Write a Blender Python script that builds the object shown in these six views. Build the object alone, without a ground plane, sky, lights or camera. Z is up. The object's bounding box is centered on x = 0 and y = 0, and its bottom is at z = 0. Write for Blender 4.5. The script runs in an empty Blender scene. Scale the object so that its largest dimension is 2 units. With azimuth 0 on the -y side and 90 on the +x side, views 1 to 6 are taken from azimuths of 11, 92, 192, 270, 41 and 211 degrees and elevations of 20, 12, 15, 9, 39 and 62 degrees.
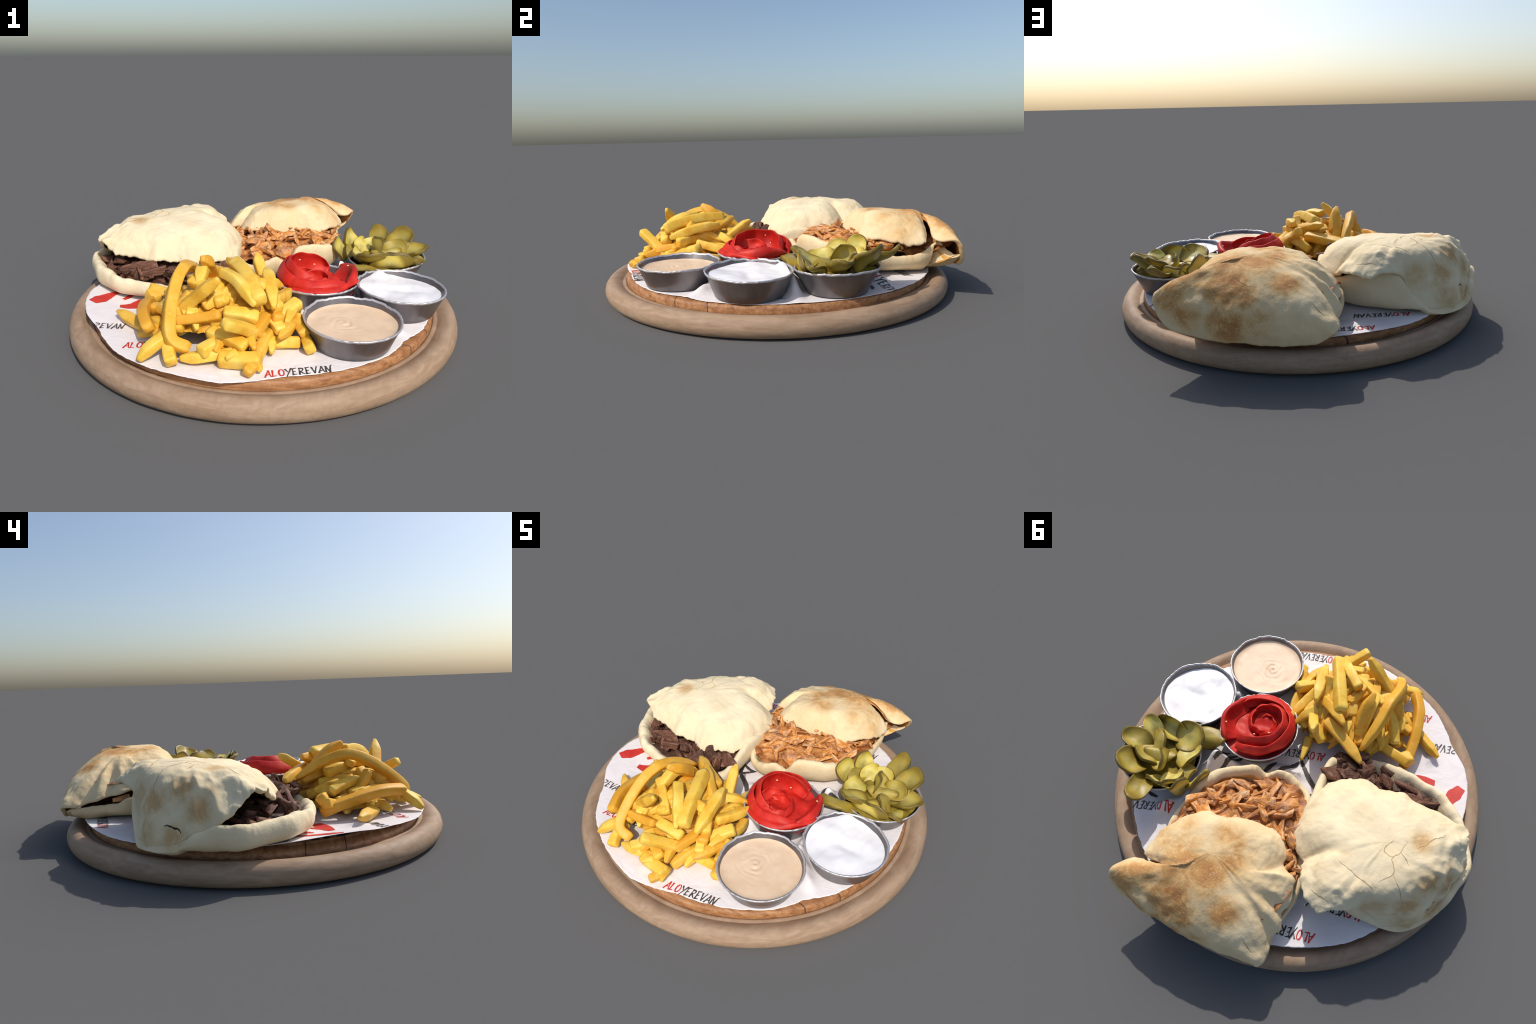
"""Round wooden board with two stuffed flatbreads, a heap of fries and four steel cups."""
import bpy, bmesh, math, random
import numpy as np
from mathutils import Vector, Matrix, Euler, noise as mnoise
from mathutils.bvhtree import BVHTree

rnd = random.Random(7)
BX, BY = 0.0014, -0.012          # board centre
DECK_Z = 0.124


# ------------------------------------------------------------------ node helper
class Mat:
    """small wrapper that builds a Principled node tree"""
    def __init__(self, name, rough=0.6, metal=0.0, spec=0.4):
        m = bpy.data.materials.new(name)
        m.use_nodes = True
        self.m, self.t = m, m.node_tree
        self.b = self.t.nodes["Principled BSDF"]
        self.b.inputs["Roughness"].default_value = rough
        self.b.inputs["Metallic"].default_value = metal
        self.b.inputs["Specular IOR Level"].default_value = spec
        self.obj = self.node("ShaderNodeTexCoord").outputs["Object"]

    def node(self, kind, **props):
        n = self.t.nodes.new(kind)
        for k, v in props.items():
            setattr(n, k, v)
        return n

    def put(self, sock, v):
        if isinstance(v, bpy.types.NodeSocket):
            self.t.links.new(v, sock)
        elif isinstance(v, tuple) and len(v) == 3 and sock.type == "RGBA":
            sock.default_value = (*v, 1)
        else:
            sock.default_value = v

    def mapping(self, scale=(1, 1, 1), rot=(0, 0, 0), src=None):
        n = self.node("ShaderNodeMapping")
        self.put(n.inputs["Vector"], src or self.obj)
        n.inputs["Scale"].default_value = scale
        n.inputs["Rotation"].default_value = rot
        return n.outputs[0]

    def noise(self, scale, detail=4, rough=0.55, vec=None, dist=0.0):
        n = self.node("ShaderNodeTexNoise")
        self.put(n.inputs["Vector"], vec or self.obj)
        n.inputs["Scale"].default_value = scale
        n.inputs["Detail"].default_value = detail
        n.inputs["Roughness"].default_value = rough
        n.inputs["Distortion"].default_value = dist
        return n.outputs[0]

    def ramp(self, f, *stops):
        n = self.node("ShaderNodeValToRGB")
        self.put(n.inputs[0], f)
        e = n.color_ramp.elements
        while len(e) < len(stops):
            e.new(0.5)
        for el, (p, c) in zip(e, stops):
            el.position = p
            el.color = (*c, 1) if isinstance(c, tuple) else (c, c, c, 1)
        return n.outputs[0]

    def math(self, op, a, b=0.0, c=None, clamp=False):
        n = self.node("ShaderNodeMath", operation=op, use_clamp=clamp)
        self.put(n.inputs[0], a)
        self.put(n.inputs[1], b)
        if c is not None:
            self.put(n.inputs[2], c)
        return n.outputs[0]

    def mix(self, f, a, b, blend="MIX"):
        n = self.node("ShaderNodeMix", data_type="RGBA", blend_type=blend)
        self.put(n.inputs[0], f)
        self.put(n.inputs[6], a)
        self.put(n.inputs[7], b)
        return n.outputs[2]

    def spot(self, p, r):
        """soft round mask around a point in object space"""
        d = self.node("ShaderNodeVectorMath", operation="DISTANCE")
        self.put(d.inputs[0], self.obj)
        d.inputs[1].default_value = p
        r = r * 1.2
        n = self.node("ShaderNodeMapRange", interpolation_type="SMOOTHSTEP")
        self.put(n.inputs["Value"], d.outputs["Value"])
        n.inputs["From Min"].default_value = r
        n.inputs["From Max"].default_value = r * 0.1
        return n.outputs[0]

    def color(self, c):
        self.put(self.b.inputs["Base Color"], c)
        return self

    def bump(self, h, strength=0.3, dist=0.01):
        n = self.node("ShaderNodeBump")
        n.inputs["Strength"].default_value = strength
        n.inputs["Distance"].default_value = dist
        self.put(n.inputs["Height"], h)
        self.put(self.b.inputs["Normal"], n.outputs[0])
        return self

    def rnd(self):
        return self.node("ShaderNodeObjectInfo").outputs["Random"]


# ------------------------------------------------------------------ materials
def bread_mat(name, pale, tan, brown, spots, grain):
    M = Mat(name, rough=0.8, spec=0.2)
    n1 = M.noise(5, 5, 0.6)
    base = M.mix(M.ramp(n1, (0.32, 0.0), (0.68, 1.0)), pale, tan)
    mask = None
    for p, r, s in spots:
        k = M.math("MULTIPLY", M.spot(p, r), s)
        mask = k if mask is None else M.math("MAXIMUM", mask, k)
    wob = M.ramp(M.noise(9, 7, 0.7, dist=0.4), (0.34, 0.36), (0.64, 1.0))
    mask = M.math("MULTIPLY", mask, wob, clamp=True)
    mask = M.math("MULTIPLY", mask, 1.2, clamp=True)
    toast = M.ramp(mask, (0.0, tan), (0.45, brown[0]), (1.0, brown[1]))
    c = M.mix(M.math("MULTIPLY", mask, 1.6, clamp=True), base, toast)
    fl = M.ramp(M.noise(150, 3, 0.7), (0.55, 0.0), (0.75, 1.0))
    c = M.mix(M.math("MULTIPLY", fl, grain), c, (0.84, 0.74, 0.55))
    M.color(c)
    h = M.math("ADD", M.noise(60, 4, 0.6), M.math("MULTIPLY", M.noise(14, 3), 1.5))
    M.bump(h, 0.25, 0.008)
    return M.m


def stained_mat(name, a, b, c, scale=9):
    M = Mat(name, rough=0.55)
    v = M.mapping((1, 1, 3))
    col = M.ramp(M.noise(scale, 6, 0.65, v, 0.6), (0.3, a), (0.5, b), (0.72, c))
    M.color(col).bump(M.noise(40, 4), 0.4, 0.01)
    return M.m


def mat_rim():
    M = Mat("pale_rim_wood", rough=0.62, spec=0.3)
    v = M.mapping((1.2, 1.2, 7))
    a = M.noise(5, 6, 0.6, v, 1.2)
    b = M.noise(46, 4, 0.6, M.mapping((1, 0.25, 1), (0, 0, 0.6)))
    c = M.ramp(a, (0.3, (0.29, 0.185, 0.112)), (0.55, (0.37, 0.25, 0.16)), (0.8, (0.43, 0.31, 0.215)))
    c = M.mix(M.math("MULTIPLY", M.ramp(b, (0.45, 0.0), (0.7, 1.0)), 0.4), c, (0.25, 0.155, 0.095))
    return M.color(c).bump(b, 0.22, 0.006).m


def mat_deck():
    M = Mat("brown_deck_wood", rough=0.55)
    a = M.noise(4, 6, 0.6, M.mapping((1, 9, 14)), 0.5)
    g = M.noise(110, 3, 0.6, M.mapping((1, 1, 0.4)))
    c = M.ramp(a, (0.3, (0.20, 0.075, 0.024)), (0.5, (0.36, 0.165, 0.065)), (0.75, (0.52, 0.28, 0.13)))
    c = M.mix(M.math("MULTIPLY", M.ramp(g, (0.5, 0.0), (0.75, 1.0)), 0.4), c, (0.17, 0.065, 0.025))
    s = M.node("ShaderNodeSeparateXYZ")
    M.put(s.inputs[0], M.obj)
    for y0 in (-0.26, -0.43, 0.745):
        d = M.math("ABSOLUTE", M.math("SUBTRACT", M.math("MULTIPLY_ADD", s.outputs[0], 0.06, s.outputs[1]), y0))
        c = M.mix(M.math("LESS_THAN", d, 0.0022), c, (0.05, 0.02, 0.01))
    return M.color(c).bump(a, 0.3, 0.006).m


def mat_paper():
    M = Mat("white_waxed_paper", rough=0.6, spec=0.3)
    c = M.ramp(M.noise(3.5, 3), (0.3, (0.72, 0.665, 0.66)), (0.7, (0.82, 0.775, 0.765)))
    grease = M.math("MULTIPLY", M.spot((0.0, -0.72, 0.14), 0.28), M.ramp(M.noise(9, 4), (0.45, 0.0), (0.7, 0.7)))
    c = M.mix(grease, c, (0.66, 0.50, 0.36))
    return M.color(c).bump(M.noise(7, 5, 0.55, dist=0.8), 0.6, 0.015).m


def mat_plain(name, c0, c1, scale=20, rough=0.6, bump=0.0, metal=0.0, spec=0.4):
    M = Mat(name, rough=rough, metal=metal, spec=spec)
    n = M.noise(scale, 5, 0.6)
    M.color(M.ramp(n, (0.3, c0), (0.7, c1)))
    if bump:
        M.bump(n, bump, 0.01)
    return M.m


def mat_steel(name, dark, lite, rough):
    M = Mat(name, rough=rough, metal=0.6, spec=0.5)
    n = M.noise(9, 4, 0.5, M.mapping((1, 1, 0.12)))
    return M.color(M.ramp(n, (0.3, dark), (0.7, lite))).m


def mat_fry():
    M = Mat("fried_potato", rough=0.5, spec=0.35)
    n = M.noise(11, 5, 0.6)
    c = M.ramp(n, (0.28, (0.68, 0.33, 0.022)), (0.48, (0.80, 0.50, 0.06)), (0.72, (0.86, 0.63, 0.14)))
    w = M.ramp(M.rnd(), (0.0, 0.0), (0.55, 0.12), (1.0, 0.75))
    c = M.mix(w, c, (0.66, 0.28, 0.015))
    sp = M.ramp(M.noise(70, 3), (0.62, 0.0), (0.78, 0.5))
    c = M.mix(sp, c, (0.93, 0.78, 0.32))
    M.b.inputs["Subsurface Weight"].default_value = 0.0
    return M.color(c).bump(M.noise(28, 4), 0.25, 0.008).m


def mat_chicken():
    M = Mat("roast_chicken", rough=0.5, spec=0.35)
    n = M.noise(2.6, 6, 0.6, dist=0.5)
    c = M.ramp(n, (0.32, (0.33, 0.09, 0.014)), (0.43, (0.62, 0.23, 0.035)), (0.53, (0.76, 0.41, 0.17)), (0.68, (0.85, 0.60, 0.38)))
    c = M.mix(M.ramp(M.rnd(), (0.30, 0.0), (0.55, 0.55), (0.62, 0.0), (1.0, 0.5)), c, (0.52, 0.175, 0.025))
    c = M.mix(M.ramp(M.noise(1.6, 3), (0.52, 0.0), (0.68, 0.85)), c, (0.22, 0.05, 0.010))
    return M.color(c).bump(M.noise(5, 4, 0.6, M.mapping((0.5, 1, 1))), 0.35, 0.05).m


def mat_beef():
    M = Mat("dark_beef", rough=0.55, spec=0.28)
    n = M.noise(2.6, 6, 0.65, M.mapping((0.7, 1.6, 1.6)), 0.6)
    c = M.ramp(n, (0.32, (0.035, 0.015, 0.008)), (0.5, (0.15, 0.062, 0.036)), (0.70, (0.36, 0.18, 0.12)))
    c = M.mix(M.ramp(M.rnd(), (0.5, 0.0), (1.0, 0.8)), c, (0.040, 0.020, 0.012))
    return M.color(c).bump(M.noise(7, 4, 0.6, M.mapping((0.4, 2, 2))), 0.4, 0.05).m


def mat_tomato():
    M = Mat("tomato_flesh", rough=0.5, spec=0.25)
    n = M.noise(8, 5, 0.6, M.mapping((1, 1, 0.5)))
    c = M.ramp(n, (0.3, (0.36, 0.010, 0.007)), (0.5, (0.55, 0.022, 0.013)), (0.75, (0.68, 0.06, 0.038)))
    return M.color(c).bump(M.noise(30, 3), 0.15, 0.006).m


def mat_pickle():
    M = Mat("pickle_flesh", rough=0.42, spec=0.4)
    d = M.node("ShaderNodeVectorMath", operation="LENGTH")
    M.put(d.inputs[0], M.obj)
    r = M.math("ADD", M.math("MULTIPLY", d.outputs["Value"], 10.0), M.math("MULTIPLY", M.noise(16, 4), 0.35))
    c = M.ramp(r, (0.15, (0.46, 0.37, 0.075)), (0.45, (0.66, 0.57, 0.17)), (0.75, (0.60, 0.46, 0.075)), (0.98, (0.20, 0.135, 0.014)))
    c = M.mix(M.ramp(M.rnd(), (0.0, 0.0), (0.4, 0.1), (1.0, 0.85)), c, (0.23, 0.155, 0.018))
    blot = M.ramp(M.noise(9, 4), (0.5, 0.0), (0.72, 0.6))
    c = M.mix(blot, c, (0.26, 0.165, 0.02))
    return M.color(c).bump(M.noise(45, 3), 0.2, 0.006).m


# ------------------------------------------------------------------ mesh helpers
def link(ob, parent=None):
    bpy.context.collection.objects.link(ob)
    if parent is not None:
        ob.parent = parent
        ob.matrix_parent_inverse = Matrix.Translation(-parent.location)
    return ob


def mesh_obj(name, verts, faces, mats, parent=None, smooth=True, fmat=None):
    me = bpy.data.meshes.new(name)
    me.from_pydata([tuple(map(float, v)) for v in verts], [], [tuple(map(int, f)) for f in faces])
    for m in (mats if isinstance(mats, (list, tuple)) else [mats]):
        me.materials.append(m)
    if fmat is not None:
        me.polygons.foreach_set("material_index", np.asarray(fmat, dtype=np.int32))
    if smooth:
        me.polygons.foreach_set("use_smooth", [True] * len(me.polygons))
    me.update()
    return link(bpy.data.objects.new(name, me), parent)


def thing(name, loc, label, category):
    e = bpy.data.objects.new(name, None)
    e.location = loc
    e.empty_display_size = 0.1
    bpy.context.collection.objects.link(e)
    e["label"], e["category"] = label, category
    bpy.context.view_layer.update()
    return e


def grid_faces(nu, nv, wrap_u=False, flip=False):
    """faces for vertices stored row by row: index = u*nv + v"""
    f = []
    for u in range(nu if wrap_u else nu - 1):
        a, b = u * nv, ((u + 1) % nu) * nv
        for v in range(nv - 1):
            q = (a + v, b + v, b + v + 1, a + v + 1)
            f.append(q[::-1] if flip else q)
    return f


def fbm(p, scale, seed=0.0, octaves=3):
    return mnoise.fractal(Vector(p) * scale + Vector((seed, seed * 1.7, -seed)), 0.9, 2.0, octaves)


def catmull_closed(pts, n):
    """n samples per segment around a closed ring of points"""
    P = np.asarray(pts, float)
    out = []
    K = len(P)
    t = np.linspace(0, 1, n, endpoint=False)[:, None]
    for i in range(K):
        p0, p1, p2, p3 = P[i - 1], P[i], P[(i + 1) % K], P[(i + 2) % K]
        # centripetal-ish tension keeps unevenly spaced points from looping
        d = max(np.linalg.norm(p2 - p1), 1e-6)
        m1 = 0.5 * (p2 - p0) * min(1.0, 2 * d / (np.linalg.norm(p2 - p0) + 1e-9))
        m2 = 0.5 * (p3 - p1) * min(1.0, 2 * d / (np.linalg.norm(p3 - p1) + 1e-9))
        h00, h10 = 2 * t**3 - 3 * t**2 + 1, t**3 - 2 * t**2 + t
        h01, h11 = -2 * t**3 + 3 * t**2, t**3 - t**2
        out.append(h00 * p1 + h10 * m1 + h01 * p2 + h11 * m2)
    return np.concatenate(out)


def catmull_open(pts, n):
    P = np.asarray(pts, float)
    if len(P) == 2:
        t = np.linspace(0, 1, n)[:, None]
        return P[0] * (1 - t) + P[1] * t
    ext = np.vstack([2 * P[0] - P[1], P, 2 * P[-1] - P[-2]])
    u = np.linspace(0, len(P) - 1 - 1e-6, n)
    out = []
    for x in u:
        i = int(x)
        t = x - i
        a, b, c, d = ext[i:i + 4]
        out.append(0.5 * (2 * b + (c - a) * t + (2 * a - 5 * b + 4 * c - d) * t * t + (3 * b - a - 3 * c + d) * t**3))
    return np.array(out)


def smooth_ring(A, k, passes):
    for _ in range(passes):
        A = (1 - k) * A + k * 0.5 * (np.roll(A, 1, 0) + np.roll(A, -1, 0))
    return A


def lathe(name, profile, n, mats, parent, centre, wob=None, fmat=None):
    """closed or open profile of (r, z) turned about the vertical through centre"""
    V = []
    for i in range(n):
        a = 2 * math.pi * i / n
        for j, (r, z) in enumerate(profile):
            if wob:
                r, z = wob(a, j, r, z)
            V.append((centre[0] + r * math.cos(a), centre[1] + r * math.sin(a), z))
    F = grid_faces(n, len(profile), True)
    fm = None
    if fmat:
        fm = [fmat(f[0] % len(profile)) for f in F]
    return mesh_obj(name, V, F, mats, parent, True, fm)


# ------------------------------------------------------------------ board
def build_board():
    T = thing("serving_board", (BX, BY, 0), "round brown wooden serving board with a thick pale rounded rim", "serving board")
    rim = [(0.868, 0.006), (0.868, 0.085), (0.874, 0.0850), (0.885, 0.0855), (0.888, 0.0830), (0.8915, 0.0855), (0.905, 0.0935),
           (0.922, 0.1015), (0.940, 0.1035), (0.957, 0.098), (0.971, 0.087), (0.981, 0.072), (0.9862, 0.054), (0.985, 0.036),
           (0.978, 0.018), (0.966, 0.007), (0.950, 0.001), (0.93, 0.0), (0.875, 0.0), (0.868, 0.006)]

    def w(a, j, r, z):
        k = mnoise.noise(Vector((math.cos(a) * 9, math.sin(a) * 9, z * 30)))
        return r + 0.0012 * k * (z > 0.002), max(0.0, z + 0.001 * k * (z > 0.02))
    lathe("rim", rim, 360, mat_rim(), T, (BX, BY), w)

    def cove(a):
        d = (math.degrees(a) - 205 + 180) % 360 - 180
        return math.exp(-(d / 34) ** 4)
    deck = [(0.0, 0.008), (0.8660, 0.008), (0.8665, 0.090), (0.8655, 0.106), (0.862, 0.119), (0.855, 0.1235), (0.842, DECK_Z), (0.80, DECK_Z), (0.4, DECK_Z), (0.0, DECK_Z)]

    def wd(a, j, r, z):
        c = cove(a)
        if j in (3, 4, 5, 6):
            # on the left the deck runs out in a hollow slope
            r -= c * (0.0, 0.012, 0.030, 0.045)[j - 3] * 1.0
            z -= c * (0.004, 0.008, 0.006, 0.0)[j - 3]
        return r, z
    lathe("deck", deck, 300, mat_deck(), T, (BX, BY), wd)


# ------------------------------------------------------------------ paper
EDGE = [(0, .850), (18, .852), (40, .868), (60, .878), (90, .885), (118, .893), (135, .900), (150, .880), (170, .860), (185, .868),
        (200, .893), (212, .897), (222, .872), (236, .897), (250, .895), (262, .893), (270, .894), (278, .865), (286, .838), (302, .845),
        (318, .852), (328, .826), (338, .850), (350, .853)]


def paper_edge(a):
    d = math.degrees(a) % 360
    for (a0, r0), (a1, r1) in zip(EDGE, EDGE[1:] + [(360 + EDGE[0][0], EDGE[0][1])]):
        if a0 <= d <= a1:
            t = (d - a0) / (a1 - a0)
            return r0 + (r1 - r0) * t
    return EDGE[0][1]


PUFFS = [(.592, -.316, -.53, .034, .095, .065), (.480, -.114, 1.60, .020, .08, .075), (.672, .085, .13, .030, .095, .085), (.466, .100, 2.42, .045, .12, .078),
         (.376, -.300, .45, .032, .08, .085), (.520, -.250, 1.1, .040, .05, .055), (.43, .21, 1.2, .040, .08, .060), (.350, .125, .2, .030, .08, .08), (.49, .49, .9, .035, .08, .07),
         (.415, .36, 1.55, .028, .10, .08), (.20, -.28, 1.2, .04, .06, .08), (.06, .00, .3, .03, .09, .05)]


def paper_z(x, y):
    dx, dy = x - BX, y - BY
    r, d = math.hypot(dx, dy), math.degrees(math.atan2(dy, dx)) % 360
    z = DECK_Z + 0.0030 + 0.0022 * (1 + mnoise.noise(Vector((x * 5, y * 5, 3))))
    lift = math.exp(-((d - 202) / 20) ** 2) * max(0.0, (r - 0.70) / 0.2) ** 1.3
    z += 0.040 * lift
    z += 0.012 * math.exp(-((d - 120) / 30) ** 2) * max(0, (r - .7) / .2)
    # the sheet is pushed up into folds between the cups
    for px, py, ang, w, l, hh in PUFFS:
        ca, sa = math.cos(ang), math.sin(ang)
        u, v = (x - px) * ca + (y - py) * sa, -(x - px) * sa + (y - py) * ca
        e = (u / l) ** 2 + (v / w) ** 2
        if e < 8:
            z += hh * math.exp(-e) * (0.9 + 0.35 * mnoise.noise(Vector((x * 14, y * 14, 7))))
    # little puckers by the fries
    z += 0.018 * math.exp(-(((x + 0.575) / 0.02) ** 2 + ((y + 0.475) / 0.035) ** 2))
    return z


def build_paper():
    T = thing("paper_liner", (BX, BY, DECK_Z), "white printed paper sheet with torn edge under the food", "paper sheet")
    n, m = 460, 110
    V = []
    for i in range(n):
        a = 2 * math.pi * i / n
        re = paper_edge(a) + 0.004 * mnoise.noise(Vector((math.cos(a) * 24, math.sin(a) * 24, 5))) + 0.0025 * mnoise.noise(Vector((math.cos(a) * 70, math.sin(a) * 70, 9)))
        for j in range(m):
            r = re * (j / (m - 1)) ** 0.7
            x, y = BX + r * math.cos(a), BY + r * math.sin(a)
            V.append((x, y, paper_z(x, y)))
    ob = mesh_obj("sheet", V, grid_faces(n, m, True, True), mat_paper(), T)
    so = ob.modifiers.new("thickness", "SOLIDIFY")
    so.thickness, so.offset = 0.0016, -1
    if ob.data.polygons[5].normal.z < 0:
        ob.data.flip_normals()

    red = mat_plain("red_print", (0.48, 0.022, 0.016), (0.60, 0.045, 0.03), 18, 0.6)
    blk = mat_plain("black_print", (0.025, 0.020, 0.018), (0.11, 0.095, 0.085), 18, 0.6)

    def ribbon(pts, widths, V, F, rough=0.25):
        """brush stroke laid on the paper"""
        n = max(6, int(sum(math.dist(p, q) for p, q in zip(pts, pts[1:])) / 0.004))
        P = catmull_open([(x, y, 0) for x, y in pts], n)[:, :2]
        W = np.interp(np.linspace(0, 1, n), np.linspace(0, 1, len(widths)), widths)
        b = len(V)
        for i in range(n):
            t = P[min(i + 1, n - 1)] - P[max(i - 1, 0)]
            t = t / (np.linalg.norm(t) + 1e-9)
            nn = np.array([-t[1], t[0]])
            w = W[i] * (1 + rough * mnoise.noise(Vector((P[i][0] * 90, P[i][1] * 90, 2))))
            for k in (-1, -0.33, 0.33, 1):
                q = P[i] + nn * w * 0.5 * k
                V.append((q[0], q[1], paper_z(q[0], q[1]) + 0.0011))
            if i:
                for k in range(3):
                    F.append((b + 4 * i - 4 + k, b + 4 * i - 3 + k, b + 4 * i + 1 + k, b + 4 * i + k))

    ell = [(0.38 + 0.33 * math.cos(t), 0.5 + 0.5 * math.sin(t)) for t in np.linspace(1.9, 8.3, 14)]
    GL = {
        "A": [[(-.05, -.05), (.45, 1)], [(.42, 1.05), (.72, 0)], [(.05, .32), (.72, .38)]],
        "L": [[(.12, 1), (.10, .0)], [(-.1, .04), (.6, .08)]],
        "O": [ell],
        "Y": [[(0, 1.05), (.36, .5)], [(.85, 1.1), (.12, -.2)]],
        "E": [[(.12, 0), (.14, 1)], [(0, .93), (.62, 1.04)], [(.1, .5), (.52, .54)], [(.0, 0), (.62, .1)]],
        "R": [[(.1, -.05), (.12, 1.0)], [(.0, .95), (.55, .9), (.52, .6), (.1, .46)], [(.2, .48), (.75, -.02)]],
        "V": [[(0, 1), (.3, 0)], [(.28, .0), (.72, 1.1)]],
        "N": [[(.05, 0), (.12, .95)], [(.1, 1), (.55, .02)], [(.54, .0), (.78, .9), (1.0, 1.1)]],
    }
    word = "ALOYEREVAN"
    step, size = 0.0268, 0.046

    def write(x0, y0, ang, VR, FR, VB, FB, upto=10, start=0):
        ca, sa = math.cos(ang), math.sin(ang)
        for i, ch in enumerate(word):
            if not start <= i < upto:
                continue
            for s in GL[ch]:
                pts = []
                for u, v in s:
                    u, v = (i * step + (u + 0.12 * v) * 0.031), v * size
                    pts.append((x0 + u * ca - v * sa, y0 + u * sa + v * ca))
                c = np.mean(pts, 0)
                if math.hypot(c[0] - BX, c[1] - BY) > paper_edge(math.atan2(c[1] - BY, c[0] - BX)) - 0.004:
                    continue
                ribbon(pts, (0.0088, 0.0060, 0.0042), *((VR, FR) if i < 3 else (VB, FB)))
    VR, FR, VB, FB = [], [], [], []
    a = math.radians(15)
    for x, y, da in ((0.160, -0.838, 4), (-0.800, -0.635, 0), (-0.472, -0.728, 1), (-0.068, -0.205, 6), (-0.640, 0.462, -2),
                     (-0.485, 0.668, 0), (0.455, 0.470, 5), (0.525, -0.080, 2), (0.50, 0.20, 3), (0.115, 0.605, 0),
                     (-0.35, -0.47, 0), (-0.12, -0.5, 0)):
        write(x, y, a + math.radians(da), VR, FR, VB, FB)
    t1 = mesh_obj("red_lettering", VR, FR, red, T)
    t2 = mesh_obj("black_lettering", VB, FB, blk, T)
    VL, FL = [], []
    ribbon([(-0.785, -0.372), (-0.762, -0.30), (-0.742, -0.22), (-0.70, -0.14)], (0.045, 0.075, 0.05, 0.03, 0.02), VL, FL, 0.12)
    ribbon([(-0.655, -0.345), (-0.60, -0.325), (-0.52, -0.29)], (0.03, 0.055, 0.07, 0.05), VL, FL, 0.12)
    ribbon([(-0.628, -0.352), (-0.60, -0.29), (-0.585, -0.25)], (0.012, 0.03, 0.02), VL, FL, 0.12)
    ribbon([(-0.672, -0.262), (-0.66, -0.23), (-0.65, -0.18)], (0.02, 0.03, 0.03), VL, FL, 0.12)
    t3 = mesh_obj("red_emblem", VL, FL, red, T)
    VK, FK = [], []
    for pts, w in (([(-.20, .115), (-.165, .045), (-.14, .02)], .022), ([(-.19, .10), (-.13, .085), (-.09, .095)], .02), ([(-.15, .025), (-.12, .06), (-.09, .10)], .02),
                   ([(-.17, .03), (-.06, -.03), (.04, -.12)], .028), ([(.09, .03), (.05, -.03), (.02, -.10)], .03), ([(.45, .18), (.42, .11), (.38, .06)], .022),
                   ([(.40, .17), (.37, .10), (.335, .05)], .02), ([(.36, .18), (.325, .09), (.30, .04)], .022), ([(.16, .06), (.13, -.02)], .03),
                   ([(.565, .472), (.60, .475), (.635, .470)], .02)):
        ribbon(pts, (w * .6, w, w * .9, w * .4), VK, FK)
    t4 = mesh_obj("black_emblem", VK, FK, blk, T)
    for o in (t1, t2, t3, t4):
        bm = bmesh.new()
        bm.from_mesh(o.data)
        bmesh.ops.recalc_face_normals(bm, faces=bm.faces)
        for f in bm.faces:
            f.normal_update()
            if f.normal.z < 0:
                f.normal_flip()
        bm.to_mesh(o.data)
        bm.free()


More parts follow.
